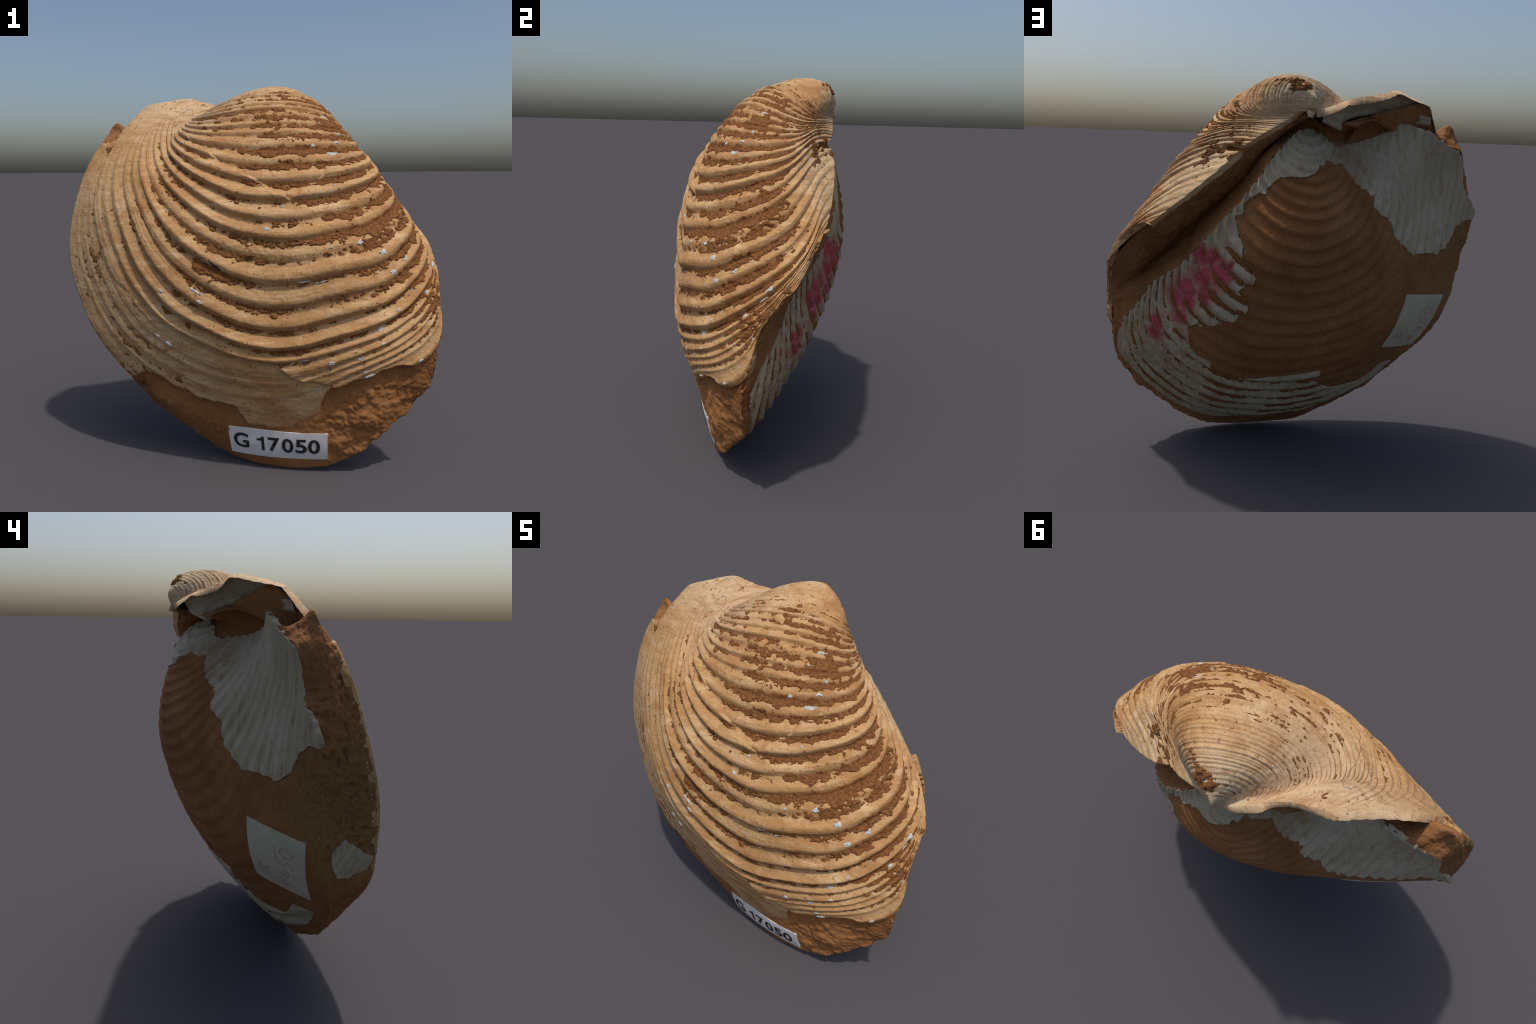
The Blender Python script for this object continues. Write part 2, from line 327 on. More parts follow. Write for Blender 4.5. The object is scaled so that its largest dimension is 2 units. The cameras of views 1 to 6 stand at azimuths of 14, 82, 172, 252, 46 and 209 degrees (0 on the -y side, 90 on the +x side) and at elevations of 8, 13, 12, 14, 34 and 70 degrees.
def build_front():
    ns, nt_ = 640, 600
    s = np.linspace(0, 1, ns) ** .92; t = np.linspace(0, 1, nt_)
    P = front_grid(s, t); N = grid_normals(P)
    S, T = np.meshgrid(s, t, indexing='ij')
    h, n, amp, prof, drop = front_relief(S, T, P)
    Q = P + N * h[..., None]
    # ragged lower margin
    mt = [0, .257, .28, .29, .307, .347, .373, .39, .40, .44, .48, .487, .493, .497, .503, .517, .537, .58, .627, .66, .775, .80, .865, .873, .937, .967, 1]
    ms = [1, 1, 1, .985, .979, .979, .981, .983, .998, 1, 1, 1, .99, .986, .981, .976, .98, .986, .995, 1, 1, .985, .99, .98, .995, .99, 1]
    o = np.argsort(mt, kind='stable')
    lim = np.interp(t, np.array(mt)[o], np.array(ms)[o])
    lim = lim + np.where(lim < .999, .006 * noise(np.stack([t * 40, t * 0, t * 0], -1), 1., 2, 2), 0)
    keep = S <= np.minimum(lim, 1.0)[None, :] + 1e-9
    ragged = .004 * noise(P, 40, 14, 2)
    keep &= ~((T > .962 + ragged) & (np.abs(S - .575 + 4 * ragged) < .022))
    keep &= ~(T < (.03 + ragged) * sstep(.92, .95, S))
    Fc = quads(ns, nt_)
    km = keep.ravel()
    Fc = Fc[km[Fc].all(1)]
    Vv, Nn = Q.reshape(-1, 3), N.reshape(-1, 3)
    # beak cap: close the first growth line
    row = np.arange(nt_); c0 = Q[0].mean(0) + np.array([.0, .008, -.006])
    caps = []; rows = [row]; base = len(Vv); k = 10
    extra = []
    for a in range(1, k + 1):
        f = a / k
        pts = Q[0] * (1 - f) + c0 * f + np.array([0, .004, 0]) * math.sin(f * math.pi) * .6
        extra.append(pts); rows.append(base + (a - 1) * nt_ + row)
    Vv = np.vstack([Vv] + extra); Nn = np.vstack([Nn, np.tile([0, 1., 0], (k * nt_, 1))])
    for a in range(k):
        A, B = rows[a], rows[a + 1]
        caps.append(np.stack([B[:-1], B[1:], A[1:], A[:-1]], -1))
        caps.append(np.array([[B[-1], B[0], A[0], A[-1]]]))
    F0, sk = Fc, None
    # edge thickness from the sheet's border, skipping the beak
    V2, F2 = add_skirt(Vv, Nn, Fc, .032, nt_)
    F2 = np.vstack([F2] + caps)
    V2, F2, _ = compact(V2, F2)
    ob = make_mesh('ribbed_valve', V2, F2, M_SHELL, root)
    # ---- sediment caught in the grooves: a second skin that only shows where it lies higher
    patch = noise(P, (3.2, 3.2, 5.5), 21, 3)
    fine = noise(P, (26, 26, 40), 22, 5, .68)
    zone = np.interp(T, [0, .06, .2, .34, .5, .75, .88, 1], [.35, .5, .35, .55, .9, 1, .6, .2])
    zone *= 1 - .75 * sstep(.88, .93, S) * sstep(.56, .48, T)
    zone *= np.interp(S, [0, .06, .14, .22, .5, .9, .95, 1], [0, .1, .25, 1, .95, .75, .9, .5])
    lvl = .015 * np.exp(-((S - .27) / .11) ** 2 - ((T - .10) / .075) ** 2) - .52 * amp + .40 * amp * (1.25 * zone - .22) + amp * .36 * patch
    D = lvl + (.0034 + .42 * amp) * fine - .0026 - drop - .003 * sstep(.26, .06, T) - .0015 * sstep(.22, .10, S)
    clump = np.zeros_like(D)
    spots = [(0.94, 0.04, .05, .009), (0.93, 0.07, .045, .009), (0.93, 0.096, .04, .009), (0.93, 0.122, .045, .010),
             (0.66, 0.106, .035, .006), (0.473, 0.016, .025, .005), (0.575, 0.036, .022, .005), (0.63, 0.046, .016, .005),
             (0.943, 0.17, .03, .008), (0.825, 0.234, .025, .006), (0.302, 0.386, .09, .006), (0.323, 0.33, .08, .006), (0.4, 0.324, .05, .006),
             (0.312, 0.514, .10, .006), (0.263, 0.46, .08, .006), (0.378, 0.398, .06, .006), (0.24, 0.572, .09, .006), (0.362, 0.546, .10, .006),
             (0.522, 0.53, .035, .010), (0.51, 0.51, .03, .008), (0.495, 0.458, .03, .007), (0.475, 0.624, .03, .007), (0.283, 0.65, .06, .005),
             (0.938, 0.74, .045, .008), (0.603, 0.99, .05, .012), (0.57, 0.95, .05, .007)]
    spots = [(front(np.array([a]), np.array([b]))[0], r, q) for a, b, r, q in spots]
    spots += [(np.array(c), r, q) for c, r, q in (((.16, .32, 1.935), .034, .011), ((.125, .345, 1.94), .036, .011), ((.095, .35, 1.945), .036, .012), ((.055, .378, 1.916), .034, .011), ((.085, .37, 1.925), .03, .011), ((.185, .326, 1.90), .018, .008))]
    for c, rr, hh in spots:
        d2 = ((P - c) ** 2).sum(2)
        clump += hh * np.exp(-d2 / rr ** 2)
    D += clump * (.70 + 1.1 * fine)
    show = D > h + .0003
    Fq = quads(ns, nt_)
    sel = show.ravel()[Fq].any(1) & km[Fq].all(1)
    Fq = Fq[sel]
    H = np.where(show, np.minimum(D, h + .007) + .0008 + .0022 * noise(P, 75, 23, 3, .7), h - .0035)
    V = (P + N * H[..., None]).reshape(-1, 3)
    V, Fq, _ = compact(V, Fq)
    d = make_mesh('sediment_crust', V, Fq, M_DIRT, root); d['kind'] = 'stuff'

build_front()

# ---- plaster flecks stuck on the front valve: (s, t, length, width)
FLECKS = [(0.323, 0.652, .028, .011), (0.355, 0.622, .010, .006), (0.417, 0.59, .012, .010), (0.41, 0.65, .017, .008), (0.438, 0.632, .036, .010),
          (0.503, 0.632, .026, .006), (0.675, 0.624, .018, .011), (0.665, 0.572, .009, .007), (0.72, 0.65, .019, .013), (0.77, 0.658, .018, .012),
          (0.765, 0.692, .019, .009), (0.868, 0.772, .017, .010), (0.88, 0.758, .02, .006), (0.932, 0.532, .022, .012), (0.945, 0.57, .020, .009),
          (0.888, 0.614, .02, .011), (0.785, 0.638, .022, .006), (0.97, 0.5, .020, .007), (0.985, 0.57, .024, .007), (0.975, 0.568, .018, .006),
          (0.73, 0.516, .03, .005), (0.738, 0.544, .03, .005), (0.8, 0.348, .015, .009), (0.8, 0.356, .022, .009), (0.815, 0.36, .018, .008), (0.853, 0.292, .012, .007),
          (0.938, 0.312, .022, .009), (0.938, 0.296, .014, .006), (0.895, 0.72, .012, .010), (0.458, 0.656, .010, .007), (0.522, 0.612, .008, .006),
          (0.355, 0.64, .012, .007), (0.383, 0.666, .008, .008), (0.555, 0.51, .012, .006), (0.608, 0.474, .016, .008), (0.912, 0.498, .018, .005),
          (0.927, 0.61, .016, .005), (0.7, 0.688, .010, .006), (0.995, 0.658, .012, .007), (0.97, 0.76, .012, .006), (0.84, 0.686, .01, .008), (0.855, 0.646, .010, .007)]

def build_flecks():
    allme = []
    for idx, (fs, ft, ln, wd) in enumerate(FLECKS):
        ds = np.array([fs, min(fs + .004, 1), fs]); dt = np.array([ft, ft, ft + .004])
        p = front(ds, dt)
        a = p[2] - p[0]; a /= np.linalg.norm(a); b = p[1] - p[0]
        n = np.cross(b, a); n /= np.linalg.norm(n); b = np.cross(a, n)
        if n @ (p[0] - np.array([0, .1, 1.1])) < 0: n = -n
        hh = front_relief(np.array([[fs]]), np.array([[ft]]), p[:1][None])[0][0, 0]
        nr, na = 5, 26
        V = []; ang = np.arange(na) / na * 2 * np.pi
        rag = 1 + .6 * noise(np.stack([np.cos(ang) * 1.6 + idx * 7, np.sin(ang) * 1.6, ang * 0], -1), 1.3, 40, 3)
        for r in range(nr + 1):
            f = r / nr; z = .0026 * (1 - f ** 4) - .004 * (f > .99) + hh + .001
            z = z + .0012 * noise(np.stack([np.cos(ang) * f * 3 + idx, np.sin(ang) * f * 3, ang * 0], -1), 1.5, 41)
            V.append(p[0] + a * (np.cos(ang) * ln * f * rag)[:, None] + b * (np.sin(ang) * wd * f * rag)[:, None] + n * np.atleast_1d(z)[:, None])
        V = np.array(V); Fq = quads(nr + 1, na, True)
        ob = make_mesh('plaster_fleck', V.reshape(-1, 3), Fq, M_PLASTER, root)
build_flecks()

# ------------------------------------------------------------------ back side
# depth of the back surface: each profile runs from the ground up, profiles step from -x to +x
BACK = np.array([
    [-1.335, -1.082, -0.826, -0.581, -0.373, -0.206, -0.052, 0.067, 0.108, 0.139, 0.183],
    [-1.104, -0.889, -0.658, -0.385, -0.150, -0.046, 0.009, 0.070, 0.076, 0.121, 0.166],
    [-0.862, -0.686, -0.493, -0.213, 0.042, 0.077, 0.104, 0.074, 0.072, 0.145, 0.135],
    [-0.616, -0.465, -0.250, -0.021, 0.184, 0.217, 0.261, 0.129, 0.104, 0.179, 0.060],
    [-0.393, -0.275, -0.059, 0.137, 0.270, 0.356, 0.415, 0.359, 0.051, -0.113, -0.051],
    [-0.294, -0.155, -0.018, 0.151, 0.293, 0.396, 0.492, 0.521, 0.441, 0.131, 0.024],
    [-0.281, -0.175, 0.012, 0.196, 0.344, 0.428, 0.482, 0.360, 0.294, 0.282, 0.215],
    [-0.287, -0.217, 0.028, 0.116, 0.260, 0.308, 0.275, 0.326, 0.343, 0.383, 0.411],
    [-0.436, -0.382, -0.197, -0.028, 0.107, 0.021, 0.006, 0.173, 0.337, 0.472, 0.592],
    [-0.582, -0.468, -0.294, -0.127, -0.105, -0.167, -0.110, 0.100, 0.339, 0.554, 0.754],
    [-0.699, -0.535, -0.384, -0.300, -0.322, -0.304, -0.171, 0.072, 0.356, 0.633, 0.901]])

def back_y(x, z):
    sh = np.shape(x); x = np.ravel(x); z = np.ravel(z)
    return np.einsum('ki,kj,ij->k', bspline(11, (x + 1.05) / 2.1), bspline(11, (z + .02) / 1.92), BACK).reshape(sh)

def back_point(x, z):
    return np.stack([x, back_y(x, z), z], -1)

def back_normal(x, z):
    e = .004
    gx = (back_y(x + e, z) - back_y(x - e, z)) / (2 * e); gz = (back_y(x, z + e) - back_y(x, z - e)) / (2 * e)
    n = np.stack([-gx, np.ones_like(gx), -gz], -1)
    return n / np.linalg.norm(n, axis=-1, keepdims=True)

# growth field of the back valve, polar round its umbo
BT = [-110, -95, -83, -59, -43, -32, -23, -10, 0, 14, 22, 28, 32, 36, 40, 45, 50]
BR = [.50, .53, .58, .66, .79, .875, .94, .98, 1, .99, .97, .945, .92, .87, .78, .66, .55]
def back_growth(x, z):
    dx, dz = x - 0., 1.82 - z
    r = np.hypot(dx, dz); th = np.degrees(np.arctan2(dx, dz))
    return r / np.interp(th, BT, BR), th
BN_R = [0, .1, .28, .50, .75, 1.05, 1.35, 1.5, 1.85]
BN_N = [0, 4, 8, 12, 15.6, 19.4, 23.2, 25.4, 31]
def back_ribs(x, z):
    lam, th = back_growth(x, z)
    P = np.stack([x, 0 * x, z], -1)
    n = np.interp(lam, BN_R, BN_N) + .12 * noise(P, 2.5, 61, 2)
    ph = n - np.floor(n)
    return (.5 - .5 * np.cos(2 * np.pi * ph ** 1.3)) ** .85, lam, th, n

# shell still clinging to the back: outlines in (x, z)
REMNANT_A = [(.0, 1.735), (.05, 1.73), (.11, 1.685), (.185, 1.60), (.243, 1.51), (.292, 1.442), (.342, 1.382), (.398, 1.32), (.458, 1.243),
             (.528, 1.155), (.606, 1.06), (.70, .985), (.756, .932), (.806, .845), (.857, .77), (.905, .70), (.935, .60), (.925, .51),
             (.84, .395), (.73, .30), (.60, .20), (.45, .13), (.28, .115), (.08, .14), (-.10, .15), (-.27, .205), (-.41, .27), (-.51, .34), (-.60, .43), (-.62, .455),
             (-.522, .461), (-.46, .392), (-.39, .345), (-.282, .344), (-.215, .345), (-.133, .391), (-.107, .427), (-.134, .49), (.009, .472), (.084, .468),
             (.169, .468), (.255, .469), (.333, .461), (.412, .503), (.445, .536), (.44, .564), (.516, .603), (.567, .671), (.554, .681), (.554, .761),
             (.518, .793), (.466, .771), (.454, .798), (.398, .814), (.398, .834), (.339, .831), (.314, .862), (.356, .898), (.318, .892), (.285, .881),
             (.273, .919), (.309, .956), (.327, .986), (.306, 1.013), (.306, 1.038), (.281, 1.028), (.258, 1.033), (.257, 1.082), (.298, 1.118), (.312, 1.142),
             (.311, 1.195), (.334, 1.262), (.346, 1.317), (.341, 1.346), (.311, 1.349), (.308, 1.388), (.286, 1.423), (.264, 1.422), (.243, 1.448), (.215, 1.435),
             (.215, 1.466), (.193, 1.472), (.187, 1.494), (.165, 1.506), (.154, 1.523), (.103, 1.522), (.069, 1.515), (.031, 1.527), (-.022, 1.552), (-.029, 1.572),
             (-.055, 1.578), (-.064, 1.606), (-.108, 1.581), (-.161, 1.579), (-.192, 1.527), (-.233, 1.487), (-.290, 1.451), (-.304, 1.433), (-.327, 1.443),
             (-.321, 1.394), (-.346, 1.355), (-.415, 1.309), (-.439, 1.246), (-.481, 1.20), (-.56, 1.135), (-.61, 1.142), (-.688, 1.13), (-.732, 1.119),
             (-.787, 1.162), (-.827, 1.249), (-.892, 1.294), (-.945, 1.293), (-.945, 1.345), (-.861, 1.465), (-.832, 1.615), (-.822, 1.647), (-.734, 1.682),
             (-.636, 1.742), (-.53, 1.776), (-.475, 1.783), (-.423, 1.734), (-.34, 1.706), (-.251, 1.688), (-.163, 1.659), (-.116, 1.664), (-.069, 1.709)]
FRAGMENT = [(-.05, .86), (-.09, .92), (-.115, .90), (-.15, .875), (-.19, .85), (-.25, .815), (-.266, .785), (-.22, .765), (-.17, .76), (-.135, .735), (-.09, .735), (-.06, .80)]   # outline in (y, z)

# stations round the body: back rim point, middle point, front anchor (s, t), inset under the front valve
STATIONS = [   # back rim (x, z), middle point, front anchor (s, t), inset, belly
    ((0.0, 1.741), (0.01, 0.215, 1.775), (0.079, 1), 0.03, 0),
    ((0.189, 1.593), (0.205, 0.215, 1.64), (0.377, 1), 0.02, 0),
    ((0.294, 1.428), (0.305, 0.185, 1.49), (0.631, 1), 0.02, 0),
    ((0.401, 1.307), (0.432, 0.115, 1.36), (0.763, 1), 0.02, 0),
    ((0.533, 1.145), (0.575, 0.01, 1.205), (0.896, 1), 0.02, 0),
    ((0.65, 1.015), (0.69, -0.06, 1.085), (1, 1), 0.02, 0),
    ((0.762, 0.923), (0.815, -0.065, 0.965), (1, 0.93), 0.015, 0),
    ((0.861, 0.764), (0.925, -0.05, 0.87), (1, 0.856), 0.012, 0),
    ((0.923, 0.677), (0.955, -0.105, 0.73), (1, 0.784), 0.012, 0),
    ((0.95, 0.58), (0.965, -0.16, 0.62), (1, 0.717), 0.015, 0),
    ((0.925, 0.49), (0.955, -0.16, 0.489), (1, 0.657), 0.025, 0),
    ((0.84, 0.37), (0.868, -0.142, 0.354), (1, 0.59), 0.02, 0.015),
    ((0.725, 0.285), (0.758, -0.183, 0.245), (1, 0.543), 0.025, 0.03),
    ((0.625, 0.185), (0.658, -0.213, 0.14), (1, 0.51), 0.03, 0.02),
    ((0.518, 0.085), (0.531, -0.223, 0.062), (1, 0.48), 0.012, 0.012),
    ((0.385, 0.035), (0.388, -0.24, 0.012), (1, 0.449), 0.01, 0.012),
    ((0.234, 0.025), (0.234, -0.255, 0.001), (1, 0.415), 0.01, 0.012),
    ((0.077, 0.035), (0.077, -0.253, 0.01), (1, 0.39), 0.01, 0.012),
    ((-0.082, 0.07), (-0.084, -0.23, 0.038), (1, 0.367), 0.01, 0.012),
    ((-0.225, 0.14), (-0.231, -0.218, 0.114), (1, 0.341), 0.012, 0.008),
    ((-0.368, 0.207), (-0.378, -0.207, 0.19), (1, 0.312), 0.012, 0.006),
    ((-0.505, 0.295), (-0.515, -0.19, 0.283), (1, 0.286), 0.012, 0.004),
    ((-0.63, 0.402), (-0.61, -0.2, 0.4), (1, 0.258), 0.012, 0),
    ((-0.742, 0.52), (-0.72, -0.185, 0.522), (1, 0.23), 0.01, 0),
    ((-0.825, 0.655), (-0.82, -0.17, 0.652), (1, 0.2), 0.01, 0),
    ((-0.87, 0.787), (-0.905, -0.15, 0.787), (1, 0.176), 0.01, 0),
    ((-0.9, 0.945), (-0.93, -0.12, 0.948), (1, 0.158), 0.01, 0),
    ((-0.912, 1.1), (-0.945, -0.085, 1.1), (1, 0.131), 0.01, 0),
    ((-0.938, 1.295), (-0.955, -0.04, 1.28), (1, 0.092), 0.012, 0),
    ((-0.859, 1.465), (-0.92, -0.02, 1.5), (1, 0.051), 0.012, 0),
    ((-0.822, 1.647), (-0.845, -0.005, 1.69), (1, 0.032), 0.012, 0),
    ((-0.73, 1.682), (-0.775, 0.012, 1.785), (0.985, 0.032), 0.014, 0),
    ((-0.63, 1.742), (-0.64, -0.01, 1.7), (0.945, 0.018), 0.02, 0),
    ((-0.49, 1.775), (-0.545, 0.035, 1.79), (0.9, 0), 0.02, 0),
    ((-0.4, 1.736), (-0.4, 0.095, 1.785), (0.75, 0), 0.02, 0),
    ((-0.27, 1.692), (-0.285, 0.12, 1.755), (0.52, 0), 0.02, 0),
    ((-0.175, 1.659), (-0.17, 0.155, 1.705), (0.38, 0), 0.02, 0),
    ((-0.075, 1.709), (-0.07, 0.2, 1.755), (0.168, 0), 0.03, 0),
]

def build_core():
    K = len(STATIONS); nu = 1100
    u = np.arange(nu) / nu * K
    def around(vals):
        """periodic Catmull-Rom through the stations"""
        A = np.asarray(vals, float); i = np.floor(u).astype(int); f = (u - i)[:, None]
        p = [A[(i + d) % K] for d in (-1, 0, 1, 2)]
        return .5 * (2 * p[1] + (p[2] - p[0]) * f + (2 * p[0] - 5 * p[1] + 4 * p[2] - p[3]) * f ** 2 + (3 * p[1] - p[0] - 3 * p[2] + p[3]) * f ** 3)
    B = around([(a[0][0], 0., a[0][1]) for a in STATIONS]); B[:, 1] = back_y(B[:, 0], B[:, 2]); M = around([s[1] for s in STATIONS])
    st = np.array([s[2] for s in STATIONS]); ins = np.array([[s[3]] for s in STATIONS])
    i = np.floor(u).astype(int); f = (u - i)[:, None]
    stu = st[i % K] * (1 - f) + st[(i + 1) % K] * f
    insu = np.maximum(around(ins), .008); belly = np.maximum(around([[a[4]] for a in STATIONS]), 0)
    def anchor(k):
        s = stu[:, 0] * (1 - .10 * k) + .02 * k; t = .5 + (stu[:, 1] - .5) * (1 - .10 * k)
        s = np.maximum(s, .03); e = 1e-3
        p = front(s, t); si = np.minimum(s, .955); ti = np.clip(t, .03, .97)
        a = front(si + e, ti) - front(si - e, ti); b = front(si, ti + e) - front(si, ti - e)
        n = np.cross(a, b); n /= np.linalg.norm(n, axis=1, keepdims=True)
        return p - n * (insu + .02 * k + .004)
    A0, A1, A2 = anchor(0), anchor(1), anchor(2)
    hin = np.interp(u, [33.3, 34.3, 37.0, 38], [0, 1, 1, .4])[:, None]
    A0 = A0 + hin * np.array([0, -.055, -.075]); A1 = A1 + hin * np.array([0, .0, -.06])
    # back fan
    nb = 250; rows = []
    cx, cz = .02, 1.05
    rr = np.r_[np.linspace(0, .9, nb - 60, endpoint=False), np.linspace(.9, 1, 60)]
    for r in rr:
        x = cx + (B[:, 0] - cx) * r; z = cz + (B[:, 2] - cz) * r
        rows.append(np.stack([x, back_y(x, z), z], -1))
    nm = 110; strip = [B]; lip = np.interp(u, [0, 1, 6, 7.5], [0, 1, 1, 0])
    out = np.array([0, -1., -.35])
    for k in range(1, nm + 1):
        v = 2 * k / nm
        if v <= 1: strip.append(B * (1 - v) + M * v)
        else:
            w = v - 1; q = M * (1 - w) + A0 * w
            q[:, 1] += lip * (A0[:, 1] - M[:, 1]) * (w ** .42 - w)     # rock stands flush behind the flange
            strip.append(q + belly * out * (4 * (v - 1) * (2 - v)) ** .8)
    strip = np.array(strip)
    for _ in range(14): strip[1:-1] = (strip[:-2] + 2 * strip[1:-1] + strip[2:]) / 4
    rows += list(strip[1:])
    for k in range(1, 9):
        v = k / 8; rows.append(A0 * (1 - v) + A1 * v)
    for k in range(1, 5):
        v = k / 4; rows.append(A1 * (1 - v) + A2 * v)
    c = np.array([.08, -.18, 1.12])
    for k in range(1, 8):
        v = k / 7; rows.append(A2 * (1 - v) + c * v)
    P = np.array(rows); N = grid_normals(P, True)
    N = np.where(((N[120] * np.array([0, 1, 0])).sum(1).mean() > 0), N, -N)
    nr = len(rows)
    row = np.arange(nr)[:, None] * np.ones((1, nu))
    onback = sstep(nb + 2, nb - 14, row)
    prof, lam, th, n = back_ribs(P[..., 0], P[..., 2])
    amp = np.interp(lam, [0, .3, .6, 1.0, 1.4, 1.6], [.004, .010, .012, .008, .006, .003]) * np.interp(th, [-90, -50, -25, 0, 40], [.1, .25, .6, 1, 1])
    under = poly_inside(P[..., 0], P[..., 2], REMNANT_A) * (row < nb + 1)
    h = onback * (1 - .8 * under) * (amp * (prof - .75)) - .002 * onback * (1 - under)
    P[..., 1] -= .016 * under
    # broken rock: coarse below right and inside the troughs, pitted on the posterior face
    rough = (1 - onback)
    post = sstep(-.80, -.93, P[..., 0]) * sstep(1.75, 1.6, P[..., 2])
    scoop = sstep(.35, .5, P[..., 0]) * sstep(.55, .4, P[..., 2]) * rough
    lab = sstep(-.12, -.03, P[..., 0]) * sstep(.52, .45, P[..., 0]) * sstep(.30, .24, P[..., 2])
    h += rough * (1 - .75 * lab) * (.007 * noise(P, 9, 70, 4, .55) + .004 * noise(P, 40, 71, 3, .6))
    h += scoop * (.011 * noise(P, (9, 9, 15), 72, 5, .58) + .003 * noise(P, 40, 77, 3, .6))
    h += onback * (1 - under) * (.0035 * noise(P, 5, 73, 3) + .0010 * noise(P, 70, 74, 2))
    pits = noise(P, 38, 75, 3, .6)
    h -= post * (.010 * sstep(.35, .8, pits)) - post * .003 * noise(P, 80, 76, 2)
    inner = sstep(nb + nm + 6, nb + nm, row)
    h *= inner
    Q = P + N * h[..., None]
    Q[..., 2] = np.maximum(Q[..., 2], .0005)
    Fq = quads(nr, nu, True)
    return make_mesh('rock_core', Q.reshape(-1, 3), Fq[:, ::-1], M_ROCK, root)

core = build_core()

def build_remnant(name, poly, cell, lift):
    poly = np.array(poly)
    x0, z0 = poly.min(0) - .02; x1, z1 = poly.max(0) + .02
    xs = np.arange(x0, x1, cell); zs = np.arange(z0, z1, cell)
    X, Z = np.meshgrid(xs, zs, indexing='ij')
    W = np.stack([X, 0 * X, Z], -1)
    jx = .006 * noise(W, 48, 80, 3); jz = .006 * noise(W, 48, 81, 3)
    ins = poly_inside(X + jx, Z + jz, poly)
    Fq = quads(*X.shape); Fq = Fq[ins.ravel()[Fq].sum(1) >= 2]
    prof, lam, th, n = back_ribs(X, Z)
    amp = np.interp(lam, [0, .3, .6, 1.0, 1.35, 1.7], [.004, .010, .014, .015, .014, .011]) * np.interp(th, [-90, -60, -45, -20, 0, 40], [.25, .45, .8, 1, 1, 1])
    fine = noise(np.stack([n * 3.3, th * .02, 0 * n], -1), 1., 82, 3)
    h = lift + amp * (prof - .75) + .0024 * fine + .001 * noise(W, 60, 83, 2)
    N = back_normal(X, Z)
    Q = back_point(X, Z) + N * h[..., None]
    V, Nn = Q.reshape(-1, 3), N.reshape(-1, 3)
    # pull the stepped border onto a smooth line
    for _ in range(2):
        E = border(Fq); acc = np.zeros_like(V); cnt = np.zeros(len(V))
        for a, b in ((0, 1), (1, 0)):
            np.add.at(acc, E[:, a], V[E[:, b]]); np.add.at(cnt, E[:, a], 1)
        m = cnt > 0
        V[m] = .5 * V[m] + .5 * acc[m] / cnt[m][:, None]
    V, Fq = add_skirt(V, Nn, Fq, lift + .02)
    V, Fq, _ = compact(V, Fq)
    make_mesh(name, V, Fq[:, ::-1], M_PALE, root)
    return X, Z, N, h, lam, th, ins

def build_back_dirt():
    cell = .006
    X, Z = np.meshgrid(np.arange(-.2, 1.0, cell), np.arange(.08, 1.2, cell), indexing='ij')
    W = np.stack([X, 0 * X, Z], -1)
    prof, lam, th, n = back_ribs(X, Z)
    amp = np.interp(lam, [0, .3, .6, 1.0, 1.35, 1.7], [.004, .010, .014, .015, .014, .011])
    fine = noise(W, 30, 90, 4, .6); patch = noise(W, 5, 91, 3)
    h = .004 + amp * (prof - .75)
    D = .004 + amp * (-.60 + .38 * patch + .32 * fine)
    D += .002 * noise(W, 9, 92, 3)
    D = np.where(poly_inside(X, Z, REMNANT_A), D, -1)
    show = D > h
    Fq = quads(*X.shape); Fq = Fq[show.ravel()[Fq].any(1)]
    H = np.where(show, D + .0015, h - .004)
    V = (back_point(X, Z) + back_normal(X, Z) * H[..., None]).reshape(-1, 3)
    V, Fq, _ = compact(V, Fq)
    d = make_mesh('sediment_film', V, Fq[:, ::-1], M_DIRT, root); d['kind'] = 'stuff'

build_remnant('shell_remnant', REMNANT_A, .0036, .004)
build_back_dirt()

# ------------------------------------------------------------------ hinge plate under the beak
def build_hinge():
    top_s = np.array([.06, .14, .24, .34, .45, .55, .66, .75, .84, .93])
    low = np.array([(-.040, .335, 1.795), (-.143, .285, 1.760), (-.150, .260, 1.789), (-.180, .246, 1.810), (-.250, .211, 1.831),
                    (-.325, .168, 1.839), (-.396, .127, 1.827), (-.445, .103, 1.810), (-.550, .070, 1.805), (-.661, .047, 1.802)])
    k = 160; a = np.linspace(0, 9, k)
    L = np.stack([np.interp(a, range(10), low[:, c]) for c in range(3)], -1)
    for _ in range(4): L[1:-1] = (L[:-2] + 2 * L[1:-1] + L[2:]) / 4
    s = np.interp(a, range(10), top_s)
    T = front(s, np.zeros(k)) + np.array([0, .001, -.006])
    back = np.array([0, -.025, -.03])
    rows = []
    for v in np.linspace(0, 1, 22):
        p = T * (1 - v) + L * v
        dish = math.sin(v * math.pi) * .006 - .010 * math.exp(-((v - .82) / .14) ** 2)
        rows.append(p + np.array([0, -1, -.8]) * dish)
    for v in np.linspace(.1, 1, 10):
        rows.append(L + back * v + np.array([0, .006, -.006]) * math.sin(v * math.pi))
    P = np.array(rows)
    P += .002 * noise(P, 20, 95, 3)[..., None] * np.array([0, 1, .4])
    make_mesh('hinge_plate', P.reshape(-1, 3), quads(*P.shape[:2]), M_PALE, root)
build_hinge()

# ------------------------------------------------------------------ paper labels
from mathutils.bvhtree import BVHTree
CORE_TREE = BVHTree.FromPolygons([v.co for v in core.data.vertices], [p.vertices for p in core.data.polygons])

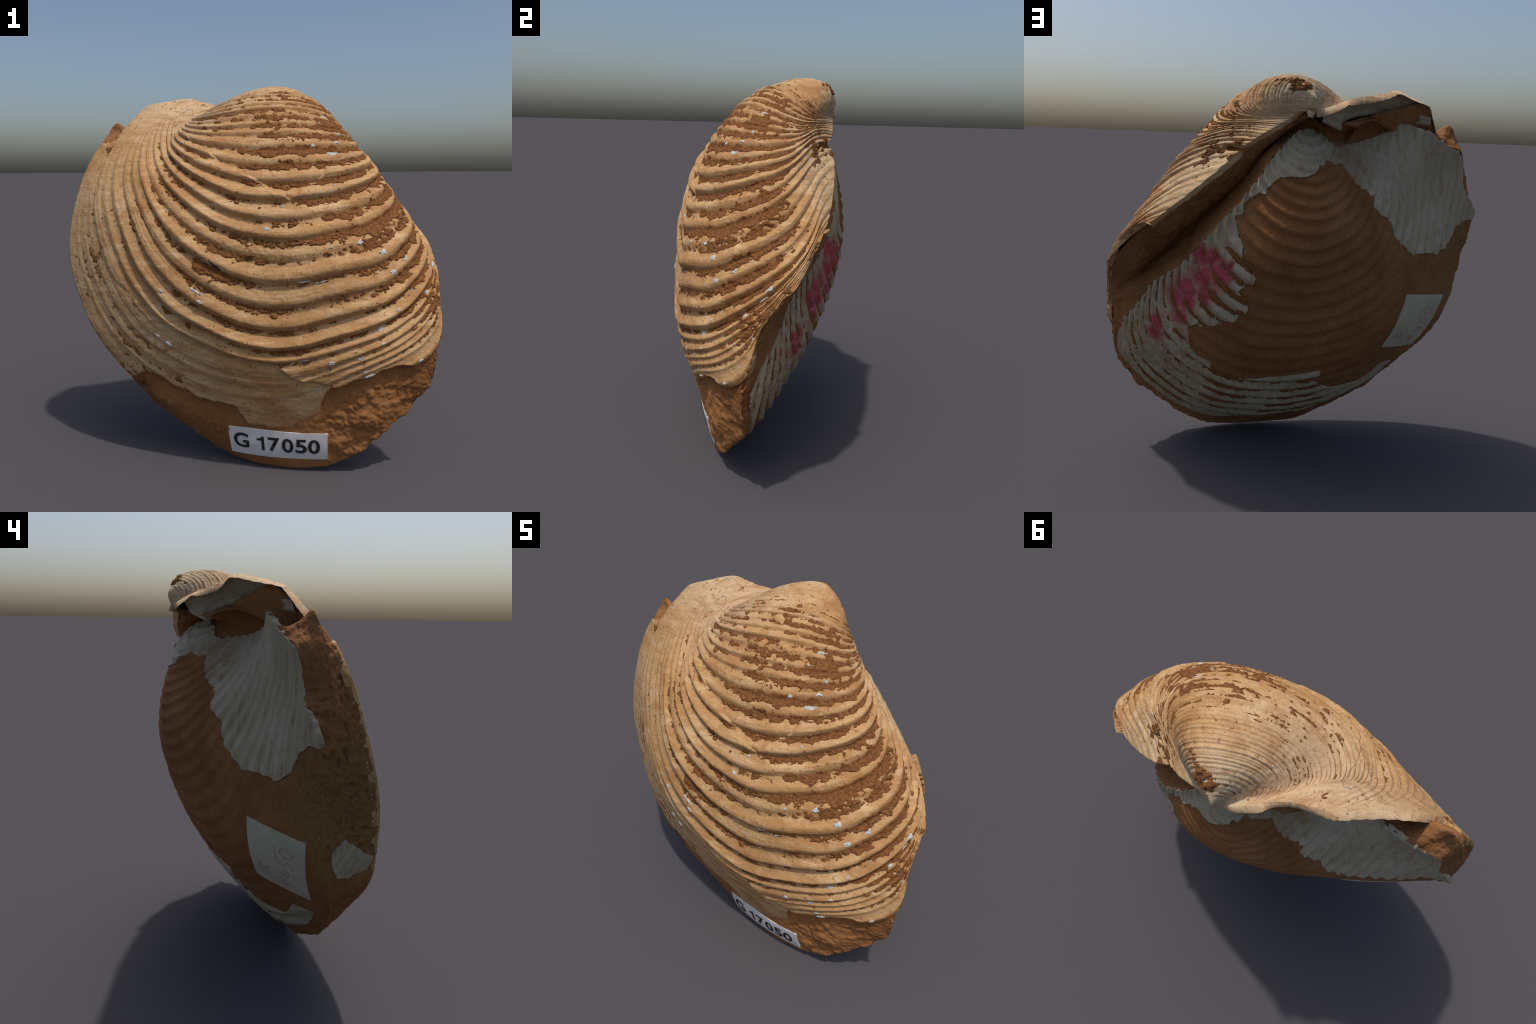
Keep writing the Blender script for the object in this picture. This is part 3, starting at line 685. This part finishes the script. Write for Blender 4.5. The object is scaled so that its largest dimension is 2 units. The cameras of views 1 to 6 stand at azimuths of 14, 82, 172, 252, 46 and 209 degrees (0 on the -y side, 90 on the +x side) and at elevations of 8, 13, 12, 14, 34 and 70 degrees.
def label_map(c, normal, lift):
    """paper spanned by four corners and draped over the rock along `normal`"""
    TL, TR, BR, BL = [np.array(p, float) for p in c]
    normal = np.array(normal, float); normal /= np.linalg.norm(normal)
    def flat(U, V):
        U, V = U[..., None], V[..., None]
        return (TL * (1 - U) + TR * U) * V + (BL * (1 - U) + BR * U) * (1 - V)
    g = np.linspace(0, 1, 25); U, V = np.meshgrid(g, g, indexing='ij'); P = flat(U, V); off = np.zeros_like(U)
    for a in range(25):
        for b in range(25):
            o = Vector(P[a, b] + normal * .25)
            hit = CORE_TREE.ray_cast(o, Vector(-normal), .5)
            off[a, b] = .25 - hit[3] if hit[0] is not None else 0.
    A = np.stack([np.ones(U.size), U.ravel(), V.ravel(), U.ravel() ** 2, V.ravel() ** 2, (U * V).ravel()], -1)
    co = np.linalg.lstsq(A, off.ravel(), rcond=None)[0]
    up = np.percentile(off.ravel() - A @ co, 97)
    def f(u, v, o=0.):
        u = np.asarray(u, float); v = np.asarray(v, float)
        d = co[0] + co[1] * u + co[2] * v + co[3] * u * u + co[4] * v * v + co[5] * u * v
        p = flat(u, v)
        return p + normal * (d + up + lift + o + .001 * noise(p, 9, 96, 2))[..., None]
    return f

def build_paper(name, f, mat, nu=50, nv=24):
    U, V = np.meshgrid(np.linspace(0, 1, nu), np.linspace(0, 1, nv), indexing='ij')
    top = f(U, V, .0012).reshape(-1, 3); bot = f(U, V, -.010).reshape(-1, 3)
    q = quads(nu, nv); E = border(q); n = len(top)
    side = np.stack([E[:, 1], E[:, 0], E[:, 0] + n, E[:, 1] + n], -1)
    return make_mesh(name, np.vstack([top, bot]), np.vstack([q, q[:, ::-1] + n, side]), mat, root, smooth=False)

def build_fragment():
    cell = .0034; poly = np.array(FRAGMENT)
    Y, Z = np.meshgrid(np.arange(-.29, -.03, cell), np.arange(.72, .94, cell), indexing='ij')
    X = np.zeros_like(Y)
    for a in range(Y.shape[0]):
        for b in range(Y.shape[1]):
            hit = CORE_TREE.ray_cast(Vector((-1.5, Y[a, b], Z[a, b])), Vector((1, 0, 0)))
            X[a, b] = hit[0][0] if hit[0] is not None else -.86
    k = 9; pad = np.pad(X, k, mode='edge')     # follow the rock loosely
    X = sum(pad[i:i + X.shape[0], j:j + X.shape[1]] for i in range(0, 2 * k + 1, 3) for j in range(0, 2 * k + 1, 3)) / 49.
    W = np.stack([0 * Y, Y, Z], -1)
    ph = (Y + .45 * (Z - .82)) / .034
    X = X - .006 - .008 * np.abs(np.cos(np.pi * ph)) - .001 * noise(W, 50, 84, 2)
    ins = poly_inside(Y + .005 * noise(W, 40, 85, 2), Z + .005 * noise(W, 40, 86, 2), poly)
    Fq = quads(*Y.shape); Fq = Fq[ins.ravel()[Fq].sum(1) >= 2]
    V = np.stack([X, Y, Z], -1).reshape(-1, 3)
    V, Fq = add_skirt(V, np.tile([-1., 0, 0], (len(V), 1)), Fq, .03)
    V, Fq, _ = compact(V, Fq)
    make_mesh('shell_fragment', V, Fq, M_PALE, root)
build_fragment()

fl = label_map(((-.046, -.338, .224), (.462, -.320, .222), (.458, -.285, .069), (-.035, -.294, .072)), (0, -1, -.25), .001)
paper = build_paper('paper_label', fl, M_PAPER)

def glyph(ch, u0, u1, v0, v1, f, mat, parent):
    cu = bpy.data.curves.new('glyph', 'FONT'); cu.body = ch; cu.offset = .022; cu.resolution_u = 8
    ob = bpy.data.objects.new('glyph', cu); bpy.context.scene.collection.objects.link(ob)
    dg = bpy.context.evaluated_depsgraph_get()
    me = bpy.data.meshes.new_from_object(ob.evaluated_get(dg))
    bpy.data.objects.remove(ob); bpy.data.curves.remove(cu)
    import bmesh
    bm = bmesh.new(); bm.from_mesh(me)
    bmesh.ops.remove_doubles(bm, verts=bm.verts, dist=1e-5)
    bmesh.ops.triangulate(bm, faces=bm.faces)
    co = np.array([v.co[:] for v in bm.verts])
    lo, hi = co.min(0), co.max(0)
    u = u0 + (co[:, 0] - lo[0]) / (hi[0] - lo[0]) * (u1 - u0)
    v = v0 + (co[:, 1] - lo[1]) / (hi[1] - lo[1]) * (v1 - v0)
    q = f(u, v, .0042)
    for vert, p in zip(bm.verts, q): vert.co = p
    bm.to_mesh(me); bm.free(); me.materials.clear(); me.materials.append(mat)
    ob = bpy.data.objects.new('printed_character', me)
    bpy.context.scene.collection.objects.link(ob); ob.parent = parent

def glyph_one(u0, u1, v0, v1, f, mat, parent):
    pts = np.array([(.62, 0), (1, 0), (1, 1), (.70, 1), (.58, .90), (.30, .84), (0, .83), (0, .70), (.62, .70)])
    U, V = u0 + pts[:, 0] * (u1 - u0), v0 + pts[:, 1] * (v1 - v0)
    q = f(U, V, .0042)
    me = bpy.data.meshes.new('printed_character')
    me.from_pydata([tuple(p) for p in q], [], [(0, 1, 8), (1, 2, 8), (2, 3, 8), (3, 4, 8), (4, 5, 8), (5, 7, 8), (5, 6, 7)]); me.materials.append(mat)
    ob = bpy.data.objects.new('printed_character', me)
    bpy.context.scene.collection.objects.link(ob); ob.parent = parent
glyph_one(.294, .37, .27, .79, fl, M_INK, paper)
for ch, u0, u1, v0, v1 in (('G', .05, .21, .28, .83), ('7', .41, .53, .265, .79), ('0', .55, .667, .255, .79),
                           ('5', .685, .80, .26, .79), ('0', .812, .93, .25, .79)):
    glyph(ch, u0, u1, v0, v1, fl, M_INK, paper)

# old label on the back: u runs up the label's long side, v towards the umbo side
bl2 = label_map(((-.472, .128, .606), (-.562, .207, .922), (-.835, .045, .878), (-.712, -.040, .560)), (-.55, .8, -.1), .001)
paper2 = build_paper('paper_label', bl2, M_PAPER2)

STROKES = [  # handwriting in label (u, v): R . 9 4 5 0
    [(.20, .60), (.22, .72), (.24, .84)], [(.24, .82), (.30, .86), (.34, .82), (.31, .75), (.25, .72)], [(.27, .72), (.33, .66), (.38, .61)], [(.44, .63), (.45, .62)],
    [(.22, .40), (.17, .43), (.14, .37), (.18, .32), (.22, .36), (.23, .42), (.22, .30), (.19, .20)],
    [(.36, .44), (.31, .30), (.40, .28)], [(.41, .40), (.40, .30), (.38, .18)],
    [(.52, .42), (.50, .34), (.55, .33), (.58, .26), (.54, .19), (.48, .20)], [(.52, .42), (.62, .47), (.76, .50)],
    [(.70, .42), (.65, .32), (.67, .22), (.74, .19), (.79, .28), (.78, .38), (.70, .42)],
]
def build_pen():
    cu = bpy.data.curves.new('handwriting', 'CURVE'); cu.dimensions = '3D'; cu.bevel_depth = .0020; cu.bevel_resolution = 2
    for st in STROKES:
        st = np.array(st); a = np.linspace(0, len(st) - 1, 8 * len(st))
        u = np.interp(a, range(len(st)), st[:, 0]); v = np.interp(a, range(len(st)), st[:, 1])
        for _ in range(2):
            u[1:-1] = (u[:-2] + u[1:-1] + u[2:]) / 3; v[1:-1] = (v[:-2] + v[1:-1] + v[2:]) / 3
        p = bl2(u, v, .0010)
        sp = cu.splines.new('POLY'); sp.points.add(len(p) - 1)
        for q, c in zip(sp.points, p): q.co = (*c, 1)
    tmp = bpy.data.objects.new('handwriting', cu); bpy.context.scene.collection.objects.link(tmp)
    me = bpy.data.meshes.new_from_object(tmp.evaluated_get(bpy.context.evaluated_depsgraph_get()))
    bpy.data.objects.remove(tmp); bpy.data.curves.remove(cu)
    me.materials.clear(); me.materials.append(M_PEN)
    ob = bpy.data.objects.new('handwriting', me); bpy.context.scene.collection.objects.link(ob); ob.parent = paper2
build_pen()

# ------------------------------------------------------------------ ink scribbles and a hairline crack on the front valve
def surface_stroke(name, strokes, width, lift, mat):
    cu = bpy.data.curves.new(name, 'CURVE'); cu.dimensions = '3D'; cu.bevel_depth = width; cu.bevel_resolution = 1
    for st in strokes:
        st = np.array(st); a = np.linspace(0, len(st) - 1, 10 * len(st))
        S = np.interp(a, range(len(st)), st[:, 0]); T = np.interp(a, range(len(st)), st[:, 1])
        p = front(S, T); e = 1e-3
        n = np.cross(front(S + e, T) - p, front(S, T + e) - p); n /= np.linalg.norm(n, axis=1, keepdims=True)
        h = front_relief(S[:, None], T[:, None], p[:, None])[0][:, 0]
        p = p + n * (h + lift)[:, None]
        sp = cu.splines.new('POLY'); sp.points.add(len(p) - 1)
        for q, c in zip(sp.points, p): q.co = (*c, 1)
    tmp = bpy.data.objects.new(name, cu); bpy.context.scene.collection.objects.link(tmp)
    me = bpy.data.meshes.new_from_object(tmp.evaluated_get(bpy.context.evaluated_depsgraph_get()))
    bpy.data.objects.remove(tmp); bpy.data.curves.remove(cu)
    me.materials.clear(); me.materials.append(mat)
    ob = bpy.data.objects.new(name, me); bpy.context.scene.collection.objects.link(ob); ob.parent = root

surface_stroke('ink_scribble', [[(0.718, 0.372), (0.725, 0.378), (0.723, 0.384), (0.733, 0.39)], [(0.72, 0.376), (0.728, 0.386), (0.728, 0.392)], [(0.725, 0.38), (0.733, 0.386)]], .0026, .0005, M_INK)
M_GREY = mat_plain('grey_pencil', (.10, .11, .13), (.20, .21, .23), 80, .7, .1)
surface_stroke('pencil_mark', [[(0.435, 0.066), (0.465, 0.052), (0.495, 0.042)], [(0.465, 0.052), (0.473, 0.066)], [(0.465, 0.052), (0.415, 0.064)]], .0012, .0002, M_GREY)
M_CRACK = mat_plain('dark_crack', (.12, .075, .045), (.17, .11, .065), 50, .9, .1)
surface_stroke('hairline_crack', [[(0.482, 0.35), (0.443, 0.296), (0.38, 0.254), (0.33, 0.216), (0.323, 0.142), (0.415, 0.064)]], .0012, -.0004, M_CRACK)
